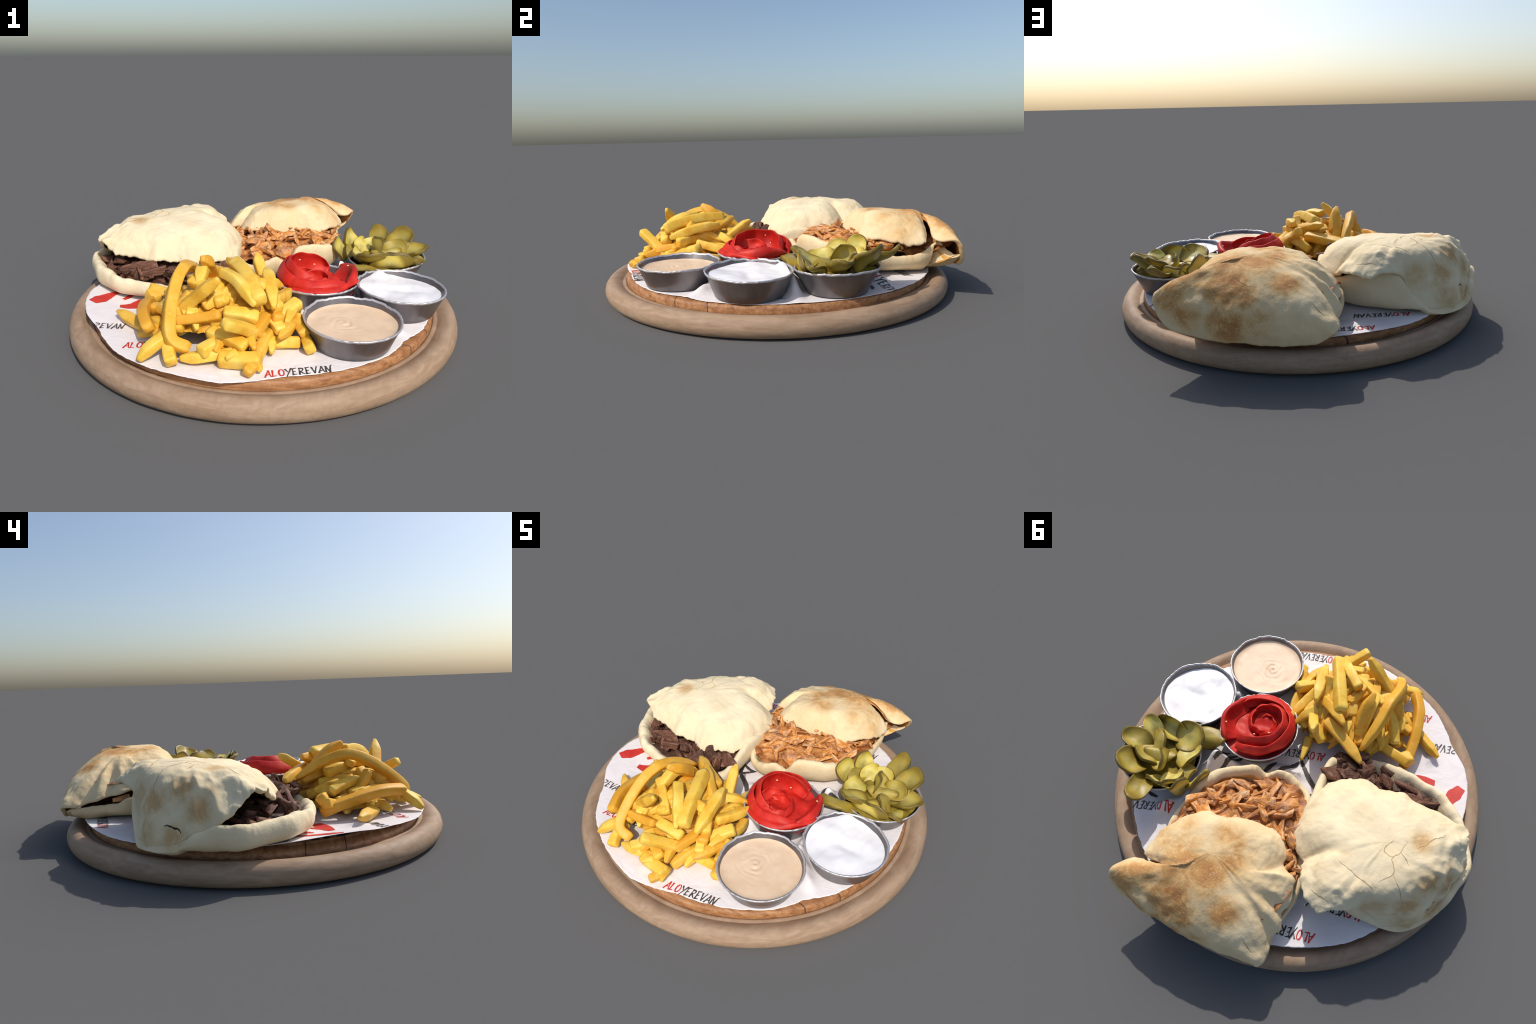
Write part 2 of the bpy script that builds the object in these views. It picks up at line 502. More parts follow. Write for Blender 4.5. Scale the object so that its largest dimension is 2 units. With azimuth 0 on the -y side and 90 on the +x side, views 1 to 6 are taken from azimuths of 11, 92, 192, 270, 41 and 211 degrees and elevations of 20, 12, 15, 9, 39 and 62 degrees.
# ------------------------------------------------------------------ flatbread shells
def crown(name, centre, mer, seg, ns, torn, mats, parent, seed, thick, crumple=None):
    """upper sheet of a pocket bread: meridians run from the crown to the edge.
    mer = list of (point at 0.4, point at 0.75, edge point); torn(i) in 0..1 says how ragged the edge is."""
    K = len(mer)
    rings = [catmull_closed([m[k] for m in mer], seg) for k in range(3)]
    rings[0] = smooth_ring(rings[0], 0.5, seg * 10)
    rings[1] = smooth_ring(rings[1], 0.5, seg)
    rings[2] = smooth_ring(rings[2], 0.5, 5)
    n = K * seg
    tear = np.interp(np.arange(n) / seg, np.arange(K + 1), [torn[i % K] for i in range(K + 1)])
    s_k = np.array([0, .4, .75, 1.0])
    c0 = np.asarray(centre, float)
    # natural cubic spline through the four knots of each meridian
    Y = np.stack([np.broadcast_to(c0, rings[0].shape), rings[0], rings[1], rings[2]], 0)
    # first pass: keep the crown flat (zero slope in z at the centre) by mirrored opposite meridian
    h = np.diff(s_k)
    A = np.zeros((4, 4))
    R = np.zeros((4, n, 3))
    opp = np.roll(rings[0], n // 2, 0)
    slope0 = (rings[0] - opp) / 0.8
    A[0, 0], A[0, 1] = 2 * h[0], h[0]
    R[0] = 6 * ((Y[1] - Y[0]) / h[0] - slope0)
    for i in (1, 2):
        A[i, i - 1], A[i, i], A[i, i + 1] = h[i - 1], 2 * (h[i - 1] + h[i]), h[i]
        R[i] = 6 * ((Y[i + 1] - Y[i]) / h[i] - (Y[i] - Y[i - 1]) / h[i - 1])
    A[3, 3] = 1
    M2 = np.einsum("ij,jnk->ink", np.linalg.inv(A), R)
    S = np.linspace(0, 1, ns) ** 0.85
    P = np.zeros((n, ns, 3))
    for j, s in enumerate(S):
        i = min(int(np.searchsorted(s_k, s, side="right")) - 1, 2)
        a, b = (s_k[i + 1] - s) / h[i], (s - s_k[i]) / h[i]
        P[:, j] = a * Y[i] + b * Y[i + 1] + ((a**3 - a) * M2[i] + (b**3 - b) * M2[i + 1]) * h[i]**2 / 6
    # normals of the smooth sheet
    du = np.roll(P, -1, 0) - np.roll(P, 1, 0)
    dv = np.gradient(P, axis=1)
    N = np.cross(dv, du)
    N /= np.linalg.norm(N, axis=2, keepdims=True) + 1e-9
    if N[:, ns // 2, 2].mean() < 0:
        N = -N
    # lumps, pleats towards the edge and a torn outline
    out = np.array(P)
    for i in range(n):
        e = P[i, -1] - P[i, -6]
        e = e / (np.linalg.norm(e) + 1e-9)
        rag = tear[i] * (0.019 * fbm(P[i, -1], 13, seed, 3) + 0.010 * fbm(P[i, -1], 44, seed + 3, 3))
        pleat = fbm(P[i, -1], 11, seed + 7, 2)
        for j in range(ns):
            p, s = P[i, j], S[j]
            lump = 0.007 * fbm(p, 5.5, seed, 2) + 0.0055 * fbm(p, 15, seed + 1, 3)
            lump += 0.010 * (0.35 - abs(mnoise.noise(Vector(p) * 7.5 + Vector((seed, 0, 0)))))      # soft fold lines
            if crumple:
                lump += crumple(p) * (0.4 - abs(mnoise.noise(Vector(p) * 9 + Vector((3, seed, 1)))) - 0.5 * abs(mnoise.noise(Vector(p) * 19)))
            d = lump * (0.35 + 0.65 * min(1, s * 1.6)) + 0.013 * pleat * tear[i] * max(0, (s - 0.55) / 0.45) ** 2
            out[i, j] = p + N[i, j] * d + e * rag * max(0, (s - 0.82) / 0.18) ** 1.5
            if s > 0.9:      # the lip turns down
                out[i, j, 2] -= 0.007 * ((s - 0.9) / 0.1) ** 2 * tear[i]
    # underside: the same sheet moved inwards along a softened normal, closed by a rounded lip
    NS = np.array(N)
    for _ in range(40):
        NS = 0.5 * NS + 0.25 * (np.roll(NS, 1, 0) + np.roll(NS, -1, 0))
    hub = np.array([c0[0], c0[1], c0[2] - 0.22])
    D = hub - out
    D /= np.linalg.norm(D, axis=2, keepdims=True)
    D = D - NS
    D /= np.linalg.norm(D, axis=2, keepdims=True) + 1e-9
    inn = np.array(out)
    for _ in range(3):
        inn = 0.5 * inn + 0.25 * (np.roll(inn, 1, 0) + np.roll(inn, -1, 0))
    inn = inn + D * thick
    mid = 0.5 * (out[:, -1] + inn[:, -1])
    ex = out[:, -1] - out[:, -4]
    ex /= np.linalg.norm(ex, axis=1, keepdims=True) + 1e-9
    lipa = 0.75 * out[:, -1] + 0.25 * inn[:, -1] + ex * thick * 0.28
    lipb = 0.35 * out[:, -1] + 0.65 * inn[:, -1] + ex * thick * 0.22
    rows = np.concatenate([out, lipa[:, None], lipb[:, None], inn[:, ::-1]], axis=1)
    nv = rows.shape[1]
    F = grid_faces(n, nv, True)
    fm = [1 if f[0] % nv > ns + 1 else 0 for f in F]
    ob = mesh_obj(name, rows.reshape(-1, 3), F, mats, parent, True, fm)
    me = ob.data
    bm = bmesh.new()
    bm.from_mesh(me)
    bmesh.ops.remove_doubles(bm, verts=bm.verts, dist=1e-6)
    bmesh.ops.recalc_face_normals(bm, faces=bm.faces)
    bm.to_mesh(me)
    bm.free()
    return ob, BVHTree.FromPolygons([tuple(v.co) for v in me.vertices], [tuple(p.vertices) for p in me.polygons])


def tray(name, centre, rim, seg, mats, parent, seed, base_z, floor_z, lip=0.045, tuck=0.0):
    """lower sheet: a shallow bowl with a thick rolled lip; rim = outermost lip points (x, y, z)"""
    R = smooth_ring(catmull_closed([p[:3] for p in rim], seg), 0.5, 4)
    n = len(R)
    lw = np.interp(np.arange(n) / seg, np.arange(len(rim) + 1), [(p[3] if len(p) > 3 else lip) for p in rim + rim[:1]])
    c = np.array(centre, float)
    V, fm = [], []
    prof = 15
    for i in range(n):
        q = R[i]
        d = q[:2] - c
        L = np.linalg.norm(d)
        u = d / L
        w = lw[i] * (1 + 0.3 * mnoise.noise(Vector((q[0] * 9, q[1] * 9, seed))))
        zt = q[2] + 0.006 * fbm(q, 18, seed)
        zb = max(base_z - 0.012, min(base_z + 0.012, zt - 0.05))
        if w < 0.02:       # a sheet folded thin: no rolled lip, both faces rise to the edge together
            mid = max(base_z, zt - 0.042)
            row = [(0.0, floor_z), (0.3 * L, floor_z), (L - 0.15, floor_z + 0.002), (L - 0.08, floor_z + (zt - floor_z) * 0.38), (L - 0.035, zt - 0.012), (L - 0.015, zt - 0.005),
                   (L - 0.006, zt), (L - 0.002, zt - 0.001), (L, zt - 0.006), (L - 0.003, zt - 0.013), (L - 0.03, zt - 0.024),
                   (L - 0.11, mid), (L - 0.20, base_z), (0.3 * L, base_z), (0.0, base_z)]
        else:
            row = [(0.0, floor_z), (0.45 * L, floor_z), (L - 3.0 * w, floor_z + 0.002), (L - 1.7 * w, floor_z + (zt - floor_z) * 0.25), (L - 1.1 * w, zt - 0.020), (L - 0.85 * w, zt - 0.006),
                   (L - 0.5 * w, zt), (L - 0.18 * w, zt - 0.006), (L, zt - 0.024), (L + 0.004 - tuck * 0.2, zb + (zt - zb) * 0.42), (L - 0.012 - tuck * 0.6, zb + (zt - zb) * 0.14),
                   (L - 0.9 * w - tuck, zb), (L - 2.2 * w - tuck, base_z), (0.4 * L, base_z), (0.0, base_z)]
        for r, z in row:
            x, y = c + u * r
            k = 0.005 * fbm((x, y, z), 10, seed, 3)
            V.append((x + u[0] * k, y + u[1] * k, z + k * 0.8))
    F = grid_faces(n, prof, True)
    fm = [1 if f[0] % prof < 4 else 0 for f in F]
    ob = mesh_obj(name, V, F, mats, parent, True, fm)
    bm = bmesh.new()
    bm.from_mesh(ob.data)
    bmesh.ops.remove_doubles(bm, verts=bm.verts, dist=1e-5)
    bmesh.ops.recalc_face_normals(bm, faces=bm.faces)
    bm.to_mesh(ob.data)
    bm.free()
    sub = ob.modifiers.new("smooth", "SUBSURF")
    sub.levels = sub.render_levels = 1
    return ob


def cracks(lines, bvh, mat, parent, width=0.0028, axis=2):
    """thin splits that follow the crust; lines are drawn on the plane seen along the given axis (2 = from above, 0 = from -x)"""
    V, F = [], []
    for L in lines:
        n = 6 * len(L)
        P = catmull_open([(x, y, 0) for x, y in L], n)
        k = 0
        for i in range(n):
            jit = 0.004 * mnoise.noise(Vector((P[i][0] * 60, P[i][1] * 60, 1)))
            x, y = P[i][0] + jit, P[i][1] - jit
            t = P[min(i + 1, n - 1)] - P[max(i - 1, 0)]
            t /= np.linalg.norm(t) + 1e-9
            w = width * (0.25 + 0.75 * math.sin(math.pi * (i + 0.5) / n)) * (0.7 + 0.6 * rnd.random())
            row = []
            for sgn in (-0.5, 0.5):
                a, b = x - t[1] * w * sgn, y + t[0] * w * sgn
                o, d = (Vector((a, b, 1)), Vector((0, 0, -1))) if axis == 2 else (Vector((-2, a, b)), Vector((1, 0, 0)))
                hit = bvh.ray_cast(o, d)
                if hit[0] is None:
                    break
                row.append(hit[0] - d * 0.0009)
            if len(row) < 2:
                continue
            V += [tuple(r) for r in row]
            k += 1
            if k > 1:
                m = len(V)
                F.append((m - 4, m - 3, m - 1, m - 2))
    return mesh_obj("crust_crack", V, F, mat, parent)


# ------------------------------------------------------------------ shredded meat
def chunk_mesh(name, seed, mat, slim):
    r = random.Random(seed)
    bm = bmesh.new()
    for _ in range(13):
        x = r.choice((-.5, -.42, .42, .5)) if r.random() < 0.55 else r.uniform(-.5, .5)
        k = 1 - r.uniform(0.1, 0.45) * abs(2 * x) ** 2
        bm.verts.new((x, r.choice((-1, 1)) * r.uniform(.2, .5) * k * slim, r.choice((-1, 1)) * r.uniform(.15, .5) * k * slim * 0.6))
    hull = bmesh.ops.convex_hull(bm, input=bm.verts)
    bmesh.ops.delete(bm, geom=list(dict.fromkeys(g for g in hull["geom_interior"] + hull["geom_unused"] if isinstance(g, bmesh.types.BMVert))), context="VERTS")
    bmesh.ops.triangulate(bm, faces=bm.faces)
    bmesh.ops.bevel(bm, geom=list(bm.edges), offset=0.035, segments=1, affect="EDGES", clamp_overlap=True)
    bmesh.ops.triangulate(bm, faces=bm.faces)
    bmesh.ops.subdivide_edges(bm, edges=bm.edges, cuts=1, use_grid_fill=True)
    bend = r.uniform(-0.35, 0.35)
    tw = r.uniform(-0.8, 0.8)
    for v in bm.verts:
        x, y, z = v.co
        a = tw * x
        y, z = y * math.cos(a) - z * math.sin(a), y * math.sin(a) + z * math.cos(a)
        z += bend * (x * x - .1)
        k = 0.05 * fbm((x, y, z), 3.5, seed, 3)
        v.co = Vector((x, y, z)) * (1 + k)
    bmesh.ops.recalc_face_normals(bm, faces=bm.faces)
    me = bpy.data.meshes.new(name)
    bm.to_mesh(me)
    bm.free()
    me.materials.append(mat)
    me.polygons.foreach_set("use_smooth", [True] * len(me.polygons))
    return me


def place_chunk(name, me, a, b, width, roll, parent):
    a, b = Vector(a), Vector(b)
    d = b - a
    q = d.to_track_quat("X", "Z").to_matrix().to_4x4() @ Matrix.Rotation(roll, 4, "X")
    ob = bpy.data.objects.new(name, me)
    link(ob, parent)
    L = d.length
    ob.matrix_basis = Matrix.Translation((a + b) / 2) @ q @ Matrix.Diagonal((L * 1.05, width, width, 1))
    return ob


def in_poly(x, y, poly):
    c = False
    for (x0, y0), (x1, y1) in zip(poly, poly[1:] + poly[:1]):
        if (y0 > y) != (y1 > y) and x < (x1 - x0) * (y - y0) / (y1 - y0) + x0:
            c = not c
    return c


def mound(name, poly, height, mat, parent, seed, step=0.02):
    """lumpy bed of filling inside the pocket"""
    P = np.array(poly)
    c = P.mean(0)
    ring = catmull_closed([(x, y, 0) for x, y in poly], 14)[:, :2]
    n, m = len(ring), 22
    V = []
    for i in range(n):
        for j in range(m):
            x, y = c + (ring[i] - c) * j / (m - 1)
            V.append((x, y, height(x, y) + 0.014 * fbm((x, y, 0), 22, seed, 3)))
    ob = mesh_obj(name, V, grid_faces(n, m, True), mat, parent)
    if sum(p.normal.z for p in ob.data.polygons) < 0:
        ob.data.flip_normals()
    ob["kind"] = "stuff"
    return ob


# ------------------------------------------------------------------ beef bread (left)
def build_beef_bread():
    T = thing("beef_flatbread", (-0.58, 0.12, DECK_Z), "pale pocket flatbread split open and stuffed with dark beef", "stuffed flatbread")
    pale, tan = (0.82, 0.695, 0.465), (0.735, 0.59, 0.36)
    spots = [((-.712, .139, .429), .085, .75), ((-.735, .09, .41), .05, .4), ((-.786, .389, .31), .11, .8), ((-.832, .278, .375), .10, .8), ((-.66, .46, .32), .11, .55), ((-.82, .43, .22), .10, .6), ((-.89, .21, .30), .09, .8),
             ((-.90, .30, .19), .09, .7), ((-.45, .35, .44), .05, .3), ((-.87, .16, .37), .06, .35)]
    crust = bread_mat("pale_crust", pale, tan, ((0.62, 0.43, 0.22), (0.50, 0.29, 0.12)), spots, 0.25)
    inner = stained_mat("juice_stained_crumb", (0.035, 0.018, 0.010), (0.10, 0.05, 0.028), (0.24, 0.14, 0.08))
    crumb = stained_mat("stained_tray_crumb", (0.30, 0.19, 0.10), (0.58, 0.45, 0.28), (0.74, 0.63, 0.44))
    mer = [((-.70, .13, .432), (-.82, .05, .42), (-.905, -.013, .393)), ((-.69, .11, .432), (-.79, .02, .41), (-.862, -.062, .378)),
           ((-.67, .10, .430), (-.74, -.02, .40), (-.795, -.087, .345)), ((-.65, .09, .43), (-.70, -.03, .39), (-.735, -.090, .316)),
           ((-.59, .09, .432), (-.605, -.03, .385), (-.609, -.094, .308)), ((-.565, .08, .432), (-.545, -.04, .38), (-.534, -.118, .302)),
           ((-.52, .09, .43), (-.46, -.02, .37), (-.424, -.075, .293)), ((-.48, .09, .43), (-.385, -.025, .365), (-.337, -.096, .288)),
           ((-.44, .11, .43), (-.31, .02, .37), (-.246, -.033, .292)), ((-.41, .14, .432), (-.26, .085, .38), (-.188, .045, .292)),
           ((-.39, .20, .435), (-.235, .18, .385), (-.158, .163, .292)), ((-.40, .26, .437), (-.265, .30, .395), (-.184, .344, .298)),
           ((-.42, .30, .443), (-.315, .37, .385), (-.262, .429, .295)), ((-.425, .335, .440), (-.345, .392, .362), (-.290, .440, .312)),
           ((-.45, .36, .445), (-.36, .425, .40), (-.293, .454, .318)), ((-.46, .37, .450), (-.375, .455, .420), (-.312, .514, .352)),
           ((-.50, .40, .450), (-.43, .52, .420), (-.381, .596, .360)), ((-.53, .41, .448), (-.485, .54, .418), (-.457, .626, .352)),
           ((-.545, .41, .445), (-.525, .525, .41), (-.512, .590, .375)), ((-.56, .40, .445), (-.575, .48, .42), (-.600, .510, .335)),
           ((-.60, .42, .437), (-.63, .475, .35), (-.660, .492, .175)), ((-.645, .40, .437), (-.715, .44, .33), (-.744, .474, .163)),
           ((-.68, .35, .44), (-.785, .40, .325), (-.842, .432, .158)), ((-.70, .31, .44), (-.840, .312, .335), (-.905, .305, .150)),
           ((-.70, .27, .435), (-.848, .25, .368), (-.922, .242, .208)), ((-.71, .235, .432), (-.856, .19, .390), (-.942, .180, .230)),
           ((-.715, .20, .43), (-.85, .12, .405), (-.946, .107, .272)), ((-.71, .17, .43), (-.85, .06, .413), (-.926, .045, .325))]
    torn = [1, 1, 1, 1, 1, 1, 1, 1, 1, 1, .8, .6, .4, .4, .6, .8, .8, .8, .8, .4, 0, 0, 0, 0, 0, 0, .3, .8]
    top, bvh = crown("upper_bread", (-.58, .22, .447), mer, 14, 46, torn, [crust, inner], T, 2.0, 0.024,
                     lambda p: 0.026 * min(1.0, max(0.0, (-0.70 - p[0]) / 0.14)) + 0.016 * min(1.0, max(0.0, (p[1] - 0.42) / 0.1)))
    rim = [(-.970, .005, .252), (-.925, -.06, .252), (-.850, -.172, .262), (-.78, -.220, .256), (-.704, -.262, .246), (-.60, -.278, .238), (-.486, -.292, .232),
           (-.40, -.285, .226), (-.30, -.262, .222), (-.20, -.210, .234), (-.122, -.152, .242), (-.122, -.05, .262), (-.138, .03, .285), (-.150, .118, .312), (-.165, .25, .300),
           (-.20, .35, .290), (-.28, .44, .290), (-.40, .492, .330), (-.50, .517, .360), (-.592, .524, .335), (-.650, .510, .250), (-.744, .488, .172), (-.84, .445, .162),
           (-.928, .310, .172, .03), (-.958, .225, .222, .045), (-.975, .13, .258, .04), (-.982, .06, .258, .04)]
    tray("lower_bread", (-.52, .12), rim, 12, [crust, crumb], T, 5.0, 0.134, 0.160, 0.05)
    dark = mat_plain("crack_shadow_crumb", (0.34, 0.23, 0.11), (0.45, 0.31, 0.16), 30, 0.9)
    cracks([[(-.441, .405), (-.49, .414), (-.56, .428), (-.609, .432), (-.631, .441)],
            [(-.629, .399), (-.643, .375), (-.668, .339), (-.656, .306), (-.635, .284), (-.638, .266), (-.655, .234), (-.659, .166)],
            [(-.638, .266), (-.617, .272), (-.589, .262), (-.591, .229), (-.609, .192)], [(-.655, .234), (-.685, .244), (-.708, .263)],
            [(-.668, .339), (-.696, .359), (-.726, .378), (-.752, .397), (-.79, .387)], [(-.709, .175), (-.741, .138), (-.747, .111), (-.777, .079), (-.796, .045)],
            [(-.39, .56), (-.432, .571), (-.484, .57)]], bvh, dark, top)
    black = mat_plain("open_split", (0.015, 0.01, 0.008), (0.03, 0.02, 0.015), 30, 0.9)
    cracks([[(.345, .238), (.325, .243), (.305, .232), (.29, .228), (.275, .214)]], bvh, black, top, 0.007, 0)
    # filling
    beef = mat_beef()
    F = bpy.data.objects.new("filling", None)
    link(F, T)
    F.matrix_parent_inverse = Matrix.Identity(4)
    bpy.context.view_layer.update()
    loc = F.matrix_world.translation
    poly = [(-.93, .03), (-.88, -.08), (-.80, -.165), (-.70, -.20), (-.58, -.225), (-.44, -.235), (-.30, -.21), (-.20, -.155), (-.17, -.06), (-.185, .05), (-.20, .2), (-.26, .36), (-.45, .44), (-.7, .38), (-.88, .2)]

    def h(x, y):
        t = min(1, max(0, (y + 0.25) / 0.25))
        return 0.186 + 0.065 * t + 0.012 * math.sin(x * 17) - 0.03 * min(1, max(0, (-0.62 - x) / 0.12))
    base = mound("filling_bed", poly, h, beef, F, 3.0)
    base.matrix_parent_inverse = Matrix.Translation(-loc)
    kinds = [chunk_mesh("beef_piece", 40 + i, beef, s) for i, s in enumerate((.8, .9, 1.0, .7, .85, 1.0, .75, .9))]
    front = [(-.90, .03), (-.86, -.05), (-.80, -.135), (-.70, -.175), (-.58, -.20), (-.44, -.22), (-.30, -.20), (-.20, -.15), (-.175, -.06), (-.2, .04), (-.35, .02), (-.6, .02), (-.75, .06), (-.84, .1)]
    big = [((-.72, -.16, .245), (-.64, -.165, .245), .085), ((-.60, -.185, .24), (-.47, -.165, .275), .07), ((-.64, -.12, .25), (-.58, -.20, .235), .07), ((-.45, -.19, .26), (-.38, -.21, .26), .09),
           ((-.20, -.135, .235), (-.185, -.115, .315), .075), ((-.27, -.10, .26), (-.20, -.06, .285), .08), ((-.33, -.15, .25), (-.26, -.19, .25), .08), ((-.50, -.12, .27), (-.40, -.16, .275), .07),
           ((-.80, -.06, .26), (-.72, -.10, .27), .06), ((-.24, -.2, .22), (-.17, -.15, .26), .07), ((-.30, -.235, .25), (-.25, -.20, .285), .07), ((-.57, -.14, .245), (-.53, -.21, .24), .06)]
    for i, (a, b, w) in enumerate(big):
        o = place_chunk("beef_piece", kinds[i % 8], a, b, w, rnd.uniform(0, 6.28), F)
        o.matrix_parent_inverse = Matrix.Translation(-loc)
    k = 0
    while k < 58:
        x, y = rnd.uniform(-.92, -.16), rnd.uniform(-.23, .1)
        if not in_poly(x, y, front):
            continue
        z = h(x, y) + rnd.uniform(0.0, 0.03)
        an, L = rnd.uniform(0, 6.28), rnd.uniform(.06, .17)
        d = Vector((math.cos(an), math.sin(an), rnd.uniform(-.4, .4))) * L / 2
        o = place_chunk("beef_piece", rnd.choice(kinds), Vector((x, y, z)) - d, Vector((x, y, z)) + d, rnd.choice((.05, .07, .10, .13)) * rnd.uniform(.85, 1.15), rnd.uniform(-.9, .9), F)
        o.matrix_parent_inverse = Matrix.Translation(-loc)
        k += 1


# ------------------------------------------------------------------ chicken bread (right, back)
def build_chicken_bread():
    T = thing("chicken_flatbread", (0.05, 0.55, DECK_Z), "toasted folded flatbread filled with orange shredded chicken", "stuffed flatbread")
    pale, tan = (0.80, 0.645, 0.40), (0.72, 0.52, 0.27)
    spots = [((.041, .569, .45), .13, .65), ((-.036, .618, .45), .14, .75), ((.238, .591, .42), .11, .5), ((.279, .721, .40), .10, .5), ((.145, .78, .45), .17, .8), ((.041, .767, .44), .17, .85),
             ((.116, .91, .385), .17, 1.0), ((-.10, .832, .365), .12, .8), ((.277, .885, .39), .16, .75), ((.36, .94, .34), .13, .8), ((.048, .921, .35), .14, .8), ((.106, .975, .24), .13, .9),
             ((.278, .97, .27), .12, .7), ((-.02, .95, .26), .13, .6), ((.17, .70, .45), .15, .6), ((.33, .66, .37), .10, .45), ((.0, .69, .45), .15, .6)]
    crust = bread_mat("toasted_crust", pale, tan, ((0.61, 0.35, 0.125), (0.38, 0.16, 0.05)), spots, 0.55)
    inner = stained_mat("sauce_stained_crumb", (0.22, 0.06, 0.010), (0.42, 0.16, 0.03), (0.60, 0.32, 0.10))
    crumb = stained_mat("sauce_soaked_tray", (0.45, 0.15, 0.02), (0.66, 0.34, 0.07), (0.74, 0.52, 0.26))
    mer = [((.16, .70, .448), (.28, .755, .400), (.363, .782, .305)), ((.13, .71, .448), (.215, .768, .434), (.290, .800, .365)),
           ((.10, .72, .446), (.135, .765, .448), (.175, .800, .436)), ((.115, .745, .446), (.190, .800, .440), (.265, .828, .395)),
           ((.14, .76, .446), (.26, .815, .408), (.376, .833, .325)), ((.16, .785, .440), (.330, .870, .396), (.441, .926, .328)), ((.16, .81, .430), (.350, .918, .372), (.418, .972, .258)),
           ((.17, .835, .42), (.325, .965, .318), (.350, .982, .190)), ((.13, .855, .405), (.23, .988, .288), (.262, .984, .170)),
           ((.08, .855, .400), (.13, .990, .272), (.147, .980, .155)), ((.05, .858, .402), (.05, .990, .270), (.06, .975, .150)),
           ((.01, .845, .400), (-.025, .982, .265), (-.03, .966, .145)), ((-.05, .82, .405), (-.135, .964, .265), (-.162, .952, .143)),
           ((-.09, .795, .405), (-.22, .932, .272), (-.268, .938, .155)), ((-.12, .77, .405), (-.275, .882, .285), (-.348, .932, .212)),
           ((-.12, .74, .410), (-.27, .82, .320), (-.355, .858, .215)), ((-.13, .72, .410), (-.262, .768, .312), (-.328, .800, .230)),
           ((-.14, .71, .415), (-.275, .735, .342), (-.352, .750, .248)), ((-.14, .69, .42), (-.262, .69, .335), (-.318, .690, .260)),
           ((-.14, .67, .423), (-.27, .65, .365), (-.332, .642, .270)), ((-.13, .65, .428), (-.25, .61, .375), (-.317, .59, .285)),
           ((-.13, .63, .43), (-.235, .57, .388), (-.292, .535, .303)), ((-.12, .62, .422), (-.175, .60, .390), (-.222, .512, .315)),
           ((-.08, .56, .438), (-.16, .50, .398), (-.209, .453, .318)), ((-.05, .53, .442), (-.12, .45, .402), (-.155, .407, .333)),
           ((.0, .52, .442), (-.035, .44, .404), (-.056, .392, .338)), ((.06, .52, .442), (.065, .45, .406), (.070, .406, .328)),
           ((.09, .53, .442), (.115, .485, .406), (.125, .450, .338)), ((.13, .54, .444), (.20, .50, .405), (.240, .470, .333)),
           ((.155, .58, .446), (.255, .565, .404), (.315, .548, .323)), ((.17, .63, .447), (.285, .64, .405), (.359, .643, .317)), ((.175, .67, .448), (.29, .70, .402), (.374, .72, .308))]
    torn = [.8, .3, .3, .3, .6, .4, .1, 0, 0, 0, 0, 0, 0, 0, .3, .2, 0, .2, 0, .2, .3, .4, .3, .5, .7, 1, 1, 1, 1, 1, 1, 1]
    top, bvh = crown("upper_bread", (.05, .66, .446), mer, 13, 46, torn, [crust, inner], T, 8.0, 0.024)
    rim = [(.394, .565, .245), (.374, .68, .236), (.355, .766, .244, .030), (.338, .825, .278, .019), (.328, .872, .306, .012), (.348, .905, .262, .010), (.384, .935, .240, .010), (.402, .953, .248, .010), (.372, .962, .230, .010), (.270, .948, .180, .012), (.147, .940, .160, .012), (-.03, .930, .150, .012),
           (-.166, .915, .148, .012), (-.262, .918, .158, .015), (-.318, .912, .196, .018), (-.345, .85, .208, .022), (-.328, .74, .212, .03), (-.340, .655, .222, .035), (-.345, .60, .245), (-.335, .53, .258), (-.300, .42, .262), (-.24, .28, .265),
           (-.185, .17, .250), (-.138, .094, .238), (-.07, .056, .235), (0.0, .045, .265), (.057, .068, .284), (.092, .085, .262), (.114, .098, .246), (.140, .108, .275), (.165, .118, .318),
           (.207, .150, .330), (.27, .195, .326), (.328, .243, .315), (.372, .32, .285), (.392, .43, .255)]
    tray("lower_bread", (.03, .52), rim, 12, [crust, crumb], T, 9.0, 0.134, 0.168, 0.046, 0.035)
    dark = mat_plain("thin_crust_split", (0.20, 0.10, 0.03), (0.30, 0.16, 0.06), 30, 0.9)
    cracks([[(.03, .90), (.06, .89), (.085, .87)], [(-.24, .88), (-.27, .895), (-.30, .90)]], bvh, dark, top, 0.002)
    chick = mat_chicken()
    F = bpy.data.objects.new("filling", None)
    link(F, T)
    F.matrix_parent_inverse = Matrix.Identity(4)
    bpy.context.view_layer.update()
    loc = F.matrix_world.translation
    lipline = [(-.27, .42), (-.20, .25), (-.13, .13), (-.02, .09), (.06, .11), (.12, .14), (.2, .19), (.31, .28), (.36, .42), (.365, .56), (.34, .72)]

    catmull_lip = [tuple(q[:2]) for q in catmull_open([(x, y, 0) for x, y in lipline], 40)]

    def h(x, y):
        d = min(math.dist((x, y), p) for p in lipline)
        return 0.232 + min(0.42 * d, 0.085) - 0.25 * max(0, x - 0.26) * (y > 0.7)
    poly = lipline + [(.33, .80), (.365, .90), (.33, .935), (.1, .9), (-.15, .86), (-.28, .75), (-.31, .58)]
    base = mound("filling_bed", poly, h, stained_mat("saucy_bed", (0.12, 0.032, 0.010), (0.36, 0.125, 0.028), (0.60, 0.32, 0.11), 16), F, 6.0)
    base.matrix_parent_inverse = Matrix.Translation(-loc)
    kinds = [chunk_mesh("chicken_piece", 80 + i, chick, s) for i, s in enumerate((.75, .9, 1.0, .65, .85, .95, .7, .9, .8, 1.0))]
